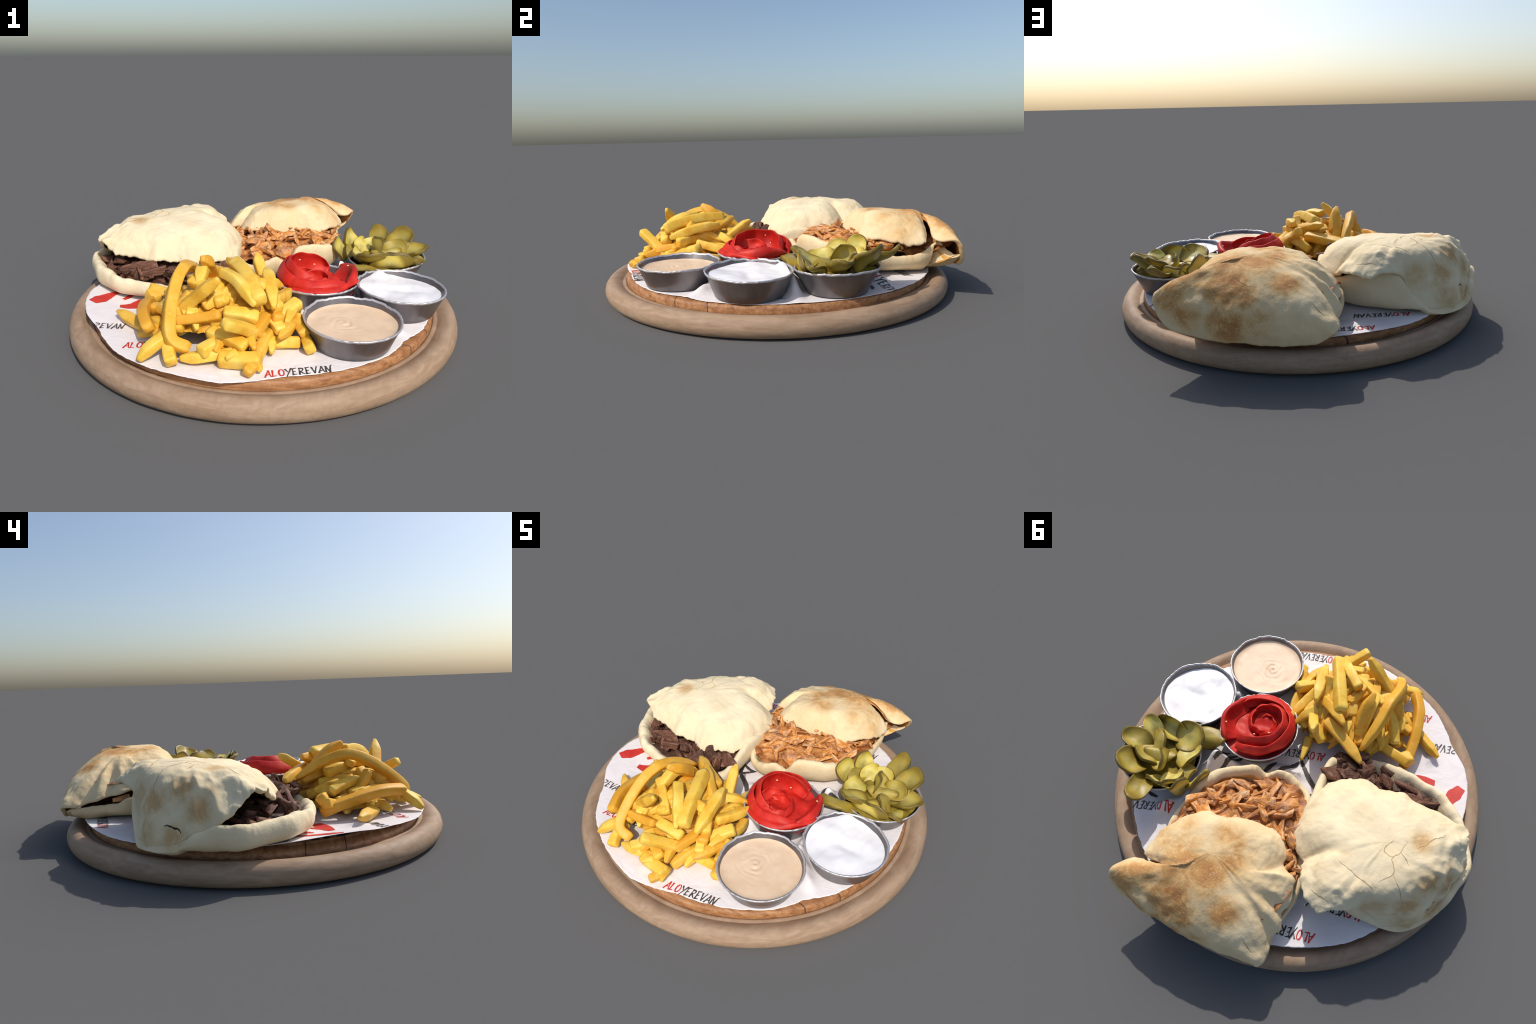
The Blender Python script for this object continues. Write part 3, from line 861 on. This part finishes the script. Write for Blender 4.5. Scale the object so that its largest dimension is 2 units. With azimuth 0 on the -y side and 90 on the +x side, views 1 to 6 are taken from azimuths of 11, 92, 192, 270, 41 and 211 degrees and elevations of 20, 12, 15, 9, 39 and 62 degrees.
    big = [((-.095, .165, .283), (.025, .285, .312), .055), ((-.045, .375, .365), (.065, .29, .30), .06), ((-.092, .322, .285), (-.160, .415, .335), .05), ((.072, .278, .295), (-.045, .355, .315), .06),
           ((.04, .245, .285), (-.09, .14, .265), .045), ((.355, .475, .285), (.300, .33, .285), .085), ((.265, .43, .305), (.22, .33, .295), .075), ((.12, .385, .325), (.19, .35, .31), .085), ((.11, .24, .27), (.24, .235, .285), .095),
           ((-.15, .355, .30), (-.225, .405, .295), .06), ((-.19, .33, .28), (-.135, .25, .275), .055), ((.02, .33, .31), (.12, .38, .325), .07), ((.20, .25, .285), (.27, .34, .30), .06), ((-.245, .44, .295), (-.235, .53, .31), .06),
           ((.33, .52, .285), (.335, .62, .27), .07), ((-.27, .50, .27), (-.29, .58, .26), .06), ((-.30, .60, .25), (-.31, .68, .23), .05), ((.10, .19, .265), (.17, .30, .295), .055)]
    for i, (a, b, w) in enumerate(big):
        o = place_chunk("chicken_piece", kinds[i % 10], a, b, w, rnd.uniform(0, 6.28), F)
        o.matrix_parent_inverse = Matrix.Translation(-loc)
    k = 0
    front = lipline + [(.27, .66), (.2, .55), (.1, .5), (-.05, .47), (-.18, .5), (-.28, .62), (-.31, .58)]
    while k < 66:
        x, y = rnd.uniform(-.3, .37), rnd.uniform(.09, .72)
        if not in_poly(x, y, front) or min(math.dist((x, y), p) for p in catmull_lip) < 0.036:
            continue
        z = h(x, y) + rnd.uniform(0.0, 0.03)
        an, L = rnd.uniform(0, 6.28), rnd.uniform(.07, .16)
        d = Vector((math.cos(an), math.sin(an), rnd.uniform(-.45, .45))) * L / 2
        o = place_chunk("chicken_piece", rnd.choice(kinds), Vector((x, y, z)) - d, Vector((x, y, z)) + d, rnd.choice((.035, .05, .07, .10)) * rnd.uniform(.85, 1.15), rnd.uniform(0, 6.28), F)
        o.matrix_parent_inverse = Matrix.Translation(-loc)
        k += 1


# ------------------------------------------------------------------ fries
def fry(path, w, ends, mat, parent, seed):
    n = 26
    P = catmull_open(path, n)
    L = sum(np.linalg.norm(P[i + 1] - P[i]) for i in range(n - 1))
    m = 20
    r = random.Random(seed)
    hgt = w * r.uniform(0.82, 1.0)
    tw0, tw = r.uniform(-.5, .5), r.uniform(-.5, .5)
    V = []
    up = np.array([0, 0, 1.0])
    t0 = P[1] - P[0]
    t0 /= np.linalg.norm(t0)
    if abs(t0[2]) > .9:
        up = np.array([1.0, 0, 0])
    side = np.cross(t0, up)
    side /= np.linalg.norm(side)
    rows = []
    for i in range(n):
        t = P[min(i + 1, n - 1)] - P[max(i - 1, 0)]
        t /= np.linalg.norm(t)
        side = side - t * side.dot(t)
        side /= np.linalg.norm(side)
        nor = np.cross(side, t)
        s = i / (n - 1)
        a = tw0 + tw * s
        kx = ky = 1.0
        for end, dist in ((ends[0], s * L), (ends[1], (1 - s) * L)):
            if end == "p":          # wedge tip
                kx *= min(1, 0.30 + 0.70 * min(1, dist / 0.085) ** 0.8)
                ky *= min(1, 0.45 + 0.55 * min(1, dist / 0.06) ** 0.8)
            elif dist < 0.009:      # rounded cut end
                q = 0.80 + 0.20 * (dist / 0.009) ** 0.6
                kx *= q
                ky *= q
        rows.append((P[i], side, nor, a, kx, ky))
    for p, sd, nr, a, kx, ky in rows:
        for j in range(m):
            u = 2 * math.pi * j / m
            cx, sy = math.cos(u), math.sin(u)
            e = 0.41
            x = math.copysign(abs(cx) ** e, cx) * w / 2 * kx
            y = math.copysign(abs(sy) ** e, sy) * hgt / 2 * ky
            x, y = x * math.cos(a) - y * math.sin(a), x * math.sin(a) + y * math.cos(a)
            q = p + sd * x + nr * y
            k = 1 + 0.06 * fbm(q, 14, seed * .37, 2)
            V.append(p + (q - p) * k)
    F = grid_faces(n, m)
    for i in range(n - 1):
        F.append((i * m + m - 1, (i + 1) * m + m - 1, (i + 1) * m, i * m))
    # slightly domed end caps
    for ring, sgn in ((0, -1), (n - 1, 1)):
        t = rows[ring][0] - rows[ring - sgn][0]
        t /= np.linalg.norm(t)
        c = len(V)
        V.append(rows[ring][0] + t * 0.003)
        for j in range(m):
            a, b = ring * m + j, ring * m + (j + 1) % m
            F.append((a, b, c) if sgn > 0 else (b, a, c))
    o = mesh_obj("french_fry", V, F, mat, parent)
    bm = bmesh.new()
    bm.from_mesh(o.data)
    bmesh.ops.recalc_face_normals(bm, faces=bm.faces)
    bm.to_mesh(o.data)
    bm.free()
    return o


def build_fries():
    T = thing("fries_heap", (-0.08, -0.52, DECK_Z), "loose heap of golden yellow potato fries", "french fries")
    mat = mat_fry()
    F = [([(-.249, -.228, .295), (-.272, -.36, .378), (-.272, -.48, .412), (-.275, -.59, .375), (-.262, -.715, .285), (-.235, -.775, .22), (-.165, -.765, .180)], .056, "pf"),
         ([(-.343, -.741, .239), (-.40, -.65, .25), (-.437, -.55, .24), (-.47, -.40, .20), (-.47, -.32, .168)], .055, "ff"),
         ([(-.361, -.832, .145), (-.32, -.79, .185), (-.25, -.73, .228)], .058, "pf"), ([(-.606, -.473, .170), (-.53, -.52, .165), (-.43, -.58, .160)], .055, "pf"),
         ([(-.214, -.85, .158), (-.24, -.80, .18), (-.261, -.72, .19)], .054, "ff"), ([(.137, -.795, .178), (.05, -.795, .168), (-.035, -.795, .165)], .064, "ff"),
         ([(.090, -.862, .155), (.115, -.79, .158)], .045, "ff"), ([(.07, -.769, .215), (.0, -.74, .228), (-.10, -.70, .23)], .058, "ff"),
         ([(-.009, -.806, .328), (.06, -.72, .268), (.125, -.61, .180)], .054, "fp"), ([(-.106, -.813, .199), (-.08, -.77, .2), (-.03, -.70, .2)], .058, "ff"),
         ([(-.193, -.807, .158), (-.1, -.79, .165), (.03, -.75, .18)], .052, "pf"), ([(-.062, -.664, .452), (-.14, -.65, .38), (-.235, -.63, .29)], .060, "pf"),
         ([(-.06, -.635, .335), (-.11, -.55, .33), (-.14, -.48, .31)], .056, "ff"), ([(-.092, -.49, .415), (0, -.57, .405), (.085, -.668, .350)], .056, "fp"),
         ([(-.074, -.325, .395), (.0, -.45, .40), (.06, -.56, .385), (.105, -.643, .358)], .066, "ff"), ([(.075, -.33, .375), (.115, -.46, .36), (.155, -.605, .315)], .062, "pp"),
         ([(-.124, -.268, .388), (-.04, -.33, .365), (.055, -.39, .330)], .056, "pf"), ([(-.002, -.155, .385), (.02, -.21, .35), (.075, -.31, .28)], .056, "pf"),
         ([(-.285, -.165, .289), (-.16, -.23, .305), (-.015, -.29, .311)], .062, "pf"), ([(.240, -.428, .267), (.18, -.50, .235), (.10, -.575, .17)], .062, "ff"),
         ([(.213, -.44, .19), (.215, -.56, .213), (.188, -.665, .213)], .058, "fp"), ([(.265, -.59, .158), (.15, -.61, .156)], .055, "ff"),
         ([(.315, -.650, .158), (.29, -.56, .165), (.275, -.48, .17)], .050, "ff"), ([(.13, -.455, .275), (.16, -.35, .255), (.180, -.24, .24)], .056, "fp"),
         ([(-.235, -.700, .268), (-.14, -.695, .285), (-.050, -.689, .303)], .052, "ff"), ([(-.043, -.672, .305), (.03, -.655, .297), (.095, -.642, .28)], .060, "ff"),
         ([(-.185, -.470, .462), (-.18, -.40, .41), (-.189, -.325, .33)], .066, "pf"), ([(-.238, -.492, .36), (-.14, -.55, .36), (-.04, -.62, .33)], .050, "ff"),
         ([(.08, -.510, .382), (.07, -.46, .34), (.05, -.38, .29)], .062, "ff"), ([(-.262, -.372, .2), (-.38, -.345, .22), (-.495, -.322, .235)], .055, "ff"),
         ([(-.28, -.56, .22), (-.34, -.47, .21), (-.395, -.40, .2)], .050, "ff"), ([(-.29, -.63, .24), (-.33, -.57, .24), (-.375, -.53, .23)], .050, "ff"),
         ([(-.07, -.53, .32), (-.12, -.42, .32), (-.175, -.31, .28)], .054, "ff"), ([(-.18, -.55, .35), (-.195, -.42, .395), (-.2, -.30, .30)], .060, "pf"),
         ([(.08, -.28, .28), (.02, -.24, .28), (-.05, -.20, .25)], .056, "pf"), ([(.285, -.59, .2), (.26, -.53, .2), (.24, -.47, .22)], .050, "ff"),
         ([(.20, -.58, .22), (.21, -.52, .24), (.215, -.45, .24)], .050, "pf"), ([(.02, -.095, .157), (.035, -.17, .16), (.05, -.23, .17)], .048, "pf"),
         ([(.19, -.30, .2), (.215, -.36, .21), (.225, -.43, .22)], .050, "ff"), ([(-.50, -.337, .215), (-.44, -.38, .2)], .06, "ff"),
         ([(.005, -.83, .19), (.03, -.78, .19)], .05, "pf"), ([(.14, -.83, .155), (.10, -.76, .16)], .05, "pf"), ([(-.36, -.43, .19), (-.33, -.52, .24), (-.30, -.58, .33)], .05, "ff"),
         ([(-.31, -.62, .19), (-.27, -.58, .27), (-.22, -.55, .33)], .05, "ff"), ([(.14, -.22, .24), (.10, -.28, .29), (.06, -.33, .31)], .054, "pf"),
         ([(.17, -.56, .29), (.12, -.50, .30), (.05, -.46, .29)], .055, "ff"), ([(-.46, -.44, .165), (-.38, -.46, .165)], .05, "pf"), ([(-.43, -.66, .16), (-.36, -.62, .18)], .055, "pf")]
    for i, (p, w, e) in enumerate(F):
        fry(p, w * 0.94, e, mat, T, i + 1)
    bed = [(.18, -.47), (.10, -.58), (.0, -.68), (-.1, -.71), (-.26, -.68), (-.36, -.58), (-.36, -.45), (-.28, -.34), (-.1, -.26), (.08, -.24), (.18, -.35)]

    def bed_h(x, y):
        d = ((x + .09) / .31) ** 2 + ((y + .49) / .26) ** 2
        return 0.126 + 0.215 * max(0, 1 - d) ** 0.6
    mound("fry_gap_filler", bed, bed_h, stained_mat("painted_gap_shade", (0.46, 0.18, 0.012), (0.64, 0.33, 0.028), (0.76, 0.46, 0.055), 14), T, 4.0)  # mound coloured orange-brown for the shade in gaps between fries
    # the inside of the heap: short fries lying at random
    k, s = 0, 100
    while k < 74:
        a, r = rnd.uniform(0, 6.28), math.sqrt(rnd.random()) * 0.97
        x, y = -0.085 + 0.30 * r * math.cos(a), -0.495 + 0.25 * r * math.sin(a)
        top = bed_h(x, y) + 0.012
        z = max(0.16, top - abs(rnd.gauss(0, 0.03)))
        an, L = math.pi / 2 + rnd.gauss(0.15, 0.55), rnd.uniform(.12, .23)
        tilt = -(y + 0.495) * 1.1
        d = np.array([math.cos(an), math.sin(an), tilt * math.sin(an) + rnd.uniform(-.12, .12)]) * L / 2
        c = np.array([x, y, z])
        mid = c + np.array([rnd.uniform(-.008, .008), 0, rnd.uniform(0, .022)])
        pts = [c - d, mid, c + d]
        for p in pts:
            p[2] = max(p[2], 0.158)
        fry(pts, rnd.uniform(.042, .055), rnd.choice(("ff", "pf", "fp", "pp")), mat, T, s + k)
        k += 1


# ------------------------------------------------------------------ cups
def cup(T, c, zr, r, rb, tilt, seed, steel, bright):
    zb = DECK_Z + 0.006
    prof = [(0.0, zb), (rb - 0.012, zb), (rb, zb + 0.006), (rb + 0.4 * (r - rb) * .8, zb + 0.045), (r - 0.010, zr - 0.022), (r - 0.001, zr - 0.008), (r + 0.001, zr - 0.002),
            (r - 0.002, zr + 0.002), (r - 0.006, zr + 0.001), (r - 0.009, zr - 0.006), (r - 0.016, zr - 0.022), (rb + 0.002, zb + 0.03), (rb - 0.012, zb + 0.014), (0.0, zb + 0.012)]

    def w(a, j, rr, z):
        k = max(0.0, (z - zb) / (zr - zb))
        f = mnoise.noise(Vector((math.cos(a) * 4, math.sin(a) * 4, seed)))
        g = mnoise.noise(Vector((math.cos(a) * 11, math.sin(a) * 11, seed)))
        dz = (tilt[0] * math.cos(a) + tilt[1] * math.sin(a)) * r
        return rr * (1 + k * k * (0.016 * f + 0.011 * g)), z + k * (dz + 0.0028 * g + 0.005 * f)
    lathe("cup", prof, 260, [steel, bright], T, c, w, lambda j: 1 if 5 <= j <= 8 else 0)


def sauce(name, c, z, r, mat, T, height, tilt=(0, 0)):
    n, m = 160, 56
    V = []
    for i in range(n):
        a = 2 * math.pi * i / n
        for j in range(m):
            rr = r * j / (m - 1)
            x, y = c[0] + rr * math.cos(a), c[1] + rr * math.sin(a)
            V.append((x, y, z + tilt[0] * (x - c[0]) + tilt[1] * (y - c[1]) + height(x, y, rr, a)))
    o = mesh_obj(name, V, grid_faces(n, m, True), mat, T)
    if sum(p.normal.z for p in o.data.polygons) < 0:
        o.data.flip_normals()
    return o


def pickle_slice(c, normal, axis, a, b, curl, thick, mats, parent, seed):
    """cucumber slice: wavy oval disc bent about its long axis"""
    N = Vector(normal).normalized()
    A = Vector(axis)
    A = (A - N * A.dot(N)).normalized()
    B = N.cross(A)
    n, m = 56, 12
    V, top = [], []

    def pt(u, rr, side):
        k = 1 + 0.05 * mnoise.noise(Vector((math.cos(u) * 2, math.sin(u) * 2, seed)))
        x, y = a * rr * k * math.cos(u), b * rr * k * math.sin(u)
        z = curl * (y * y) / b + 0.35 * curl * x * abs(x) / a + 0.012 * mnoise.noise(Vector((x * 14, y * 14, seed * 3)))
        z += 0.010 * rr * rr * math.sin(3 * u + seed * 5)          # wavy rim
        z += side * thick * 0.5 * (1 - 0.25 * rr * rr)
        # keep length when bent
        y *= 1 - 0.25 * abs(curl) * rr
        return A * x + B * y + N * z
    prof = [(j / (m - 1) * 0.97, 1) for j in range(m)] + [(1.0, 0.45), (1.0, -0.45)] + [(j / (m - 1) * 0.97, -1) for j in range(m - 1, -1, -1)]
    for i in range(n):
        u = 2 * math.pi * i / n
        for rr, sd in prof:
            V.append(pt(u, rr, sd))
    F = grid_faces(n, len(prof), True)
    fm = [1 if m - 1 <= f[0] % len(prof) <= m + 1 else 0 for f in F]
    o = mesh_obj("pickle_slice", V, F, mats, parent, True, fm)
    o.location = c
    bm = bmesh.new()
    bm.from_mesh(o.data)
    bmesh.ops.remove_doubles(bm, verts=bm.verts, dist=1e-6)
    bmesh.ops.recalc_face_normals(bm, faces=bm.faces)
    bm.to_mesh(o.data)
    bm.free()
    return o


def tomato_peel(C, th0, th1, rb, rt, zb, zt, thick, mat, parent, seed, r_end=1.0, arch=0.35, roll=0.0):
    """one curved strip of the rose: foot radius rb, lip radius rt, lip height arched along its length"""
    n, m = 60, 14
    V = []
    for side in (1, -1):
        for i in range(n):
            s = i / (n - 1)
            a = math.radians(th0 + (th1 - th0) * s)
            k = 1 + (r_end - 1) * s
            env = math.sin(math.pi * min(max(s, 0.0), 1.0)) ** 0.5
            top = zb + (zt - zb) * (1 - arch + arch * env) + 0.012 * mnoise.noise(Vector((a * 2, seed, 0)))
            for j in range(m):
                t = j / (m - 1)
                r = (rb + (rt - rb) * t + 0.02 * math.sin(t * math.pi)) * k
                r += roll * t ** 3 + 0.014 * mnoise.noise(Vector((a * 1.7, t * 1.5, seed)))
                th = thick * 0.5 * (1 - 0.75 * t ** 5) * (0.35 + 0.65 * min(1, 8 * s, 8 * (1 - s)))
                rr = r + side * th
                V.append((C[0] + rr * math.cos(a), C[1] + rr * math.sin(a), zb + (top - zb) * t))
    off = n * m
    F = grid_faces(n, m) + [tuple(x + off for x in f[::-1]) for f in grid_faces(n, m)]
    for i in range(n - 1):
        F.append((i * m + m - 1, (i + 1) * m + m - 1, off + (i + 1) * m + m - 1, off + i * m + m - 1))
        F.append((i * m, off + i * m, off + (i + 1) * m, (i + 1) * m))
    for j in range(m - 1):
        for i0, fl in ((0, 1), (n - 1, 0)):
            q = (i0 * m + j, i0 * m + j + 1, off + i0 * m + j + 1, off + i0 * m + j)
            F.append(q if fl else q[::-1])
    o = mesh_obj("tomato_slice", V, F, mat, parent)
    bm = bmesh.new()
    bm.from_mesh(o.data)
    bmesh.ops.recalc_face_normals(bm, faces=bm.faces)
    bm.to_mesh(o.data)
    bm.free()
    sb = o.modifiers.new("round", "SUBSURF")
    sb.levels = sb.render_levels = 1
    return o


def build_cups():
    steel = mat_steel("brushed_steel", (0.105, 0.095, 0.097), (0.225, 0.205, 0.205), 0.36)  # wall grey darkened to carry the shading on the cup sides
    bright = mat_steel("highlight_tinted_lip", (0.50, 0.48, 0.48), (0.62, 0.60, 0.60), 0.48)  # lighter copy of the steel, painting the bright glint along the rims

    c = (0.477, -0.497)
    T = thing("hummus_cup", (*c, DECK_Z), "small steel cup of smooth beige hummus dip", "dip cup")
    cup(T, c, 0.247, 0.211, 0.168, (-.011, .017), 1.0, steel, bright)
    M = Mat("beige_dip", rough=0.5, spec=0.4)
    M.color(M.ramp(M.noise(10, 4), (0.3, (0.70, 0.49, 0.31)), (0.7, (0.80, 0.60, 0.41)))).bump(M.noise(90, 3), 0.12, 0.004)

    def swirl(x, y, rr, a):
        dx, dy = x - 0.438, y + 0.500
        d, t = math.hypot(dx, dy), math.atan2(dy, dx)
        s = math.sin(d * 190 - t + 5 * mnoise.noise(Vector((x * 14, y * 14, 0)))) * (0.5 + mnoise.noise(Vector((x * 25, y * 25, 4))))
        return 0.0026 * s * math.exp(-(d / 0.075) ** 2) + 0.003 * math.exp(-(d / .03) ** 2) + 0.002 * fbm((x, y, 0), 12, 4, 2) + 0.006 * max(0, (rr - .165) / .03) ** 2
    sauce("dip", c, 0.2165, 0.194, M.m, T, swirl)

    c = (0.697, -0.121)
    T = thing("yogurt_cup", (*c, DECK_Z), "small steel cup of thick white yogurt sauce", "dip cup")
    cup(T, c, 0.254, 0.212, 0.166, (-.034, -.018), 4.0, steel, bright)
    M = Mat("white_yogurt", rough=0.35, spec=0.5)
    M.color(M.ramp(M.noise(8, 4), (0.3, (0.80, 0.775, 0.765)), (0.7, (0.88, 0.86, 0.85)))).bump(M.noise(26, 4), 0.15, 0.006)

    def curd(x, y, rr, a):
        z = 0.009 * fbm((x, y, 0), 6, 2, 2) + 0.0025 * fbm((x * 1.6, y * .8, 0), 13, 5, 2)
        d = math.hypot(x - 0.600, y - 0.035)
        z += 0.030 * math.exp(-(d / 0.035) ** 2) + 0.012 * math.exp(-(math.hypot(x - .6, y + .05) / .09) ** 2)
        z -= 0.012 * math.exp(-(((x - .715) / .05) ** 2 + ((y + .122) / .03) ** 2))
        return z
    sauce("yogurt", c, 0.2290, 0.196, M.m, T, curd, (-.06, -.02))

    # --- tomato rose
    c = (0.290, -0.107)
    T = thing("tomato_cup", (*c, DECK_Z), "steel cup holding a rose curled from red tomato slices", "sliced tomatoes")
    cup(T, c, 0.258, 0.210, 0.160, (-.008, -.015), 7.0, steel, bright)
    tm = mat_tomato()

    def dome(x, y, rr, a):
        return 0.02 * fbm((x, y, 0), 9, 3, 2) - 0.02 * (rr / .19) ** 2
    sauce("tomato_bed", c, 0.245, 0.195, tm, T, dome)
    C = (0.285, -0.105)
    peels = [  # angle from, to, foot radius, lip radius, foot z, lip z, thickness, shrink along length, arch, roll
        (75, 250, .150, .165, .235, .336, .024, .97, .5, .0), (65, 275, .118, .132, .235, .358, .024, 1.0, .5, -.01),
        (200, 335, .150, .162, .235, .308, .030, 1.0, .5, .0), (235, 390, .160, .178, .236, .282, .034, 1.0, .5, .006), (-35, 55, .145, .180, .232, .312, .040, 1.0, .6, .006)]
    for i, (a0, a1, rb, rt, zb, zt, th, re, ar, ro) in enumerate(peels):
        tomato_peel(C, a0, a1, rb, rt, zb, zt, th, tm, T, i * 3.3, re, ar, ro)
    D = (0.272, -0.150)
    for i, (a0, a1, rb, rt, zb, zt, th, re, ar, ro) in enumerate([(100, 345, .070, .092, .232, .312, .022, .9, .4, .0), (-70, 150, .062, .085, .232, .288, .020, .8, .5, .0),
                                                                    (140, 340, .032, .045, .235, .272, .016, .7, .5, .0)]):
        tomato_peel(D, a0, a1, rb, rt, zb, zt, th, tm, T, 40 + i * 2.1, re, ar, ro)
    seed = mat_plain("tomato_seed", (0.80, 0.50, 0.25), (0.9, 0.62, 0.35), 30, 0.4)
    for x, y, z in ((.272, -.030, .300), (.44, -.02, .300), (.20, -.06, .33)):
        bm = bmesh.new()
        bmesh.ops.create_icosphere(bm, subdivisions=2, radius=0.006)
        me = bpy.data.meshes.new("tomato_seed")
        bm.to_mesh(me)
        bm.free()
        me.materials.append(seed)
        o = link(bpy.data.objects.new("tomato_seed", me), T)
        o.location, o.scale = (x, y, z), (1, .7, .5)

    # --- pickles
    c = (0.643, 0.296)
    T = thing("pickle_cup", (*c, DECK_Z), "steel cup crowded with olive green pickled cucumber slices", "pickles")
    cup(T, c, 0.250, 0.207, 0.150, (.050, .020), 11.0, steel, bright)
    flesh = mat_pickle()
    rind = mat_plain("pickle_rind", (0.085, 0.060, 0.008), (0.24, 0.165, 0.022), 20, 0.45, 0.2)

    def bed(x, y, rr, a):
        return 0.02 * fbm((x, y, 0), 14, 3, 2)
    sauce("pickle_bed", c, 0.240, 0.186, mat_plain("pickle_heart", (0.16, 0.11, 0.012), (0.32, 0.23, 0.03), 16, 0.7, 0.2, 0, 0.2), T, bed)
    S = [  # centre, face normal, long axis, half length, half width, curl
        ((.385, .330, .272), (.80, -.25, .50), (.0, .45, .8), .072, .070, .15), ((.430, .420, .298), (.80, -.45, .20), (-.30, .2, .9), .078, .054, .25),
        ((.728, .438, .298), (-.40, -.58, .70), (.14, .60, .75), .092, .080, .35), ((.612, .522, .282), (-.30, -.40, .85), (-.10, .97, .14), .105, .060, .45),
        ((.786, .303, .276), (-.30, -.10, .95), (.95, .1, .24), .090, .068, .50), ((.503, .094, .256), (.1, .35, .90), (-.9, -.35, .12), .112, .058, -.30),
        ((.660, .135, .266), (.1, .55, .80), (.95, -.1, .05), .112, .060, .75), ((.765, .185, .262), (-.25, .4, .88), (.8, -.5, .15), .080, .050, .35),
        ((.560, .145, .282), (.20, .50, .80), (.85, .2, -.3), .090, .080, .30), ((.500, .235, .268), (.45, .1, .85), (.2, .95, .1), .085, .055, .35),
        ((.500, .390, .270), (.5, -.4, .75), (.3, .8, .25), .070, .048, .3), ((.560, .440, .265), (.1, -.8, .6), (.8, .1, .2), .065, .045, .3),
        ((.690, .350, .275), (-.25, -.6, .75), (.85, .1, .2), .080, .060, .3), ((.585, .330, .278), (.75, .2, .6), (.1, .7, .6), .075, .060, .9),
        ((.640, .300, .284), (-.2, -.3, .9), (.9, .3, .1), .085, .055, -.8), ((.700, .250, .270), (.6, .3, .7), (-.2, .9, .2), .075, .055, -.4),
        ((.455, .330, .262), (.3, -.1, .95), (.1, .9, .2), .065, .045, .4)]
    for i, (p, nn, ax, a, b, cu) in enumerate(S):
        pickle_slice((p[0], p[1], p[2] - 0.006), nn, ax, a, b * 1.12, cu * 1.05, 0.022, [flesh, rind], T, i * 1.37)


build_board()
build_paper()
build_beef_bread()
build_chicken_bread()
build_fries()
build_cups()
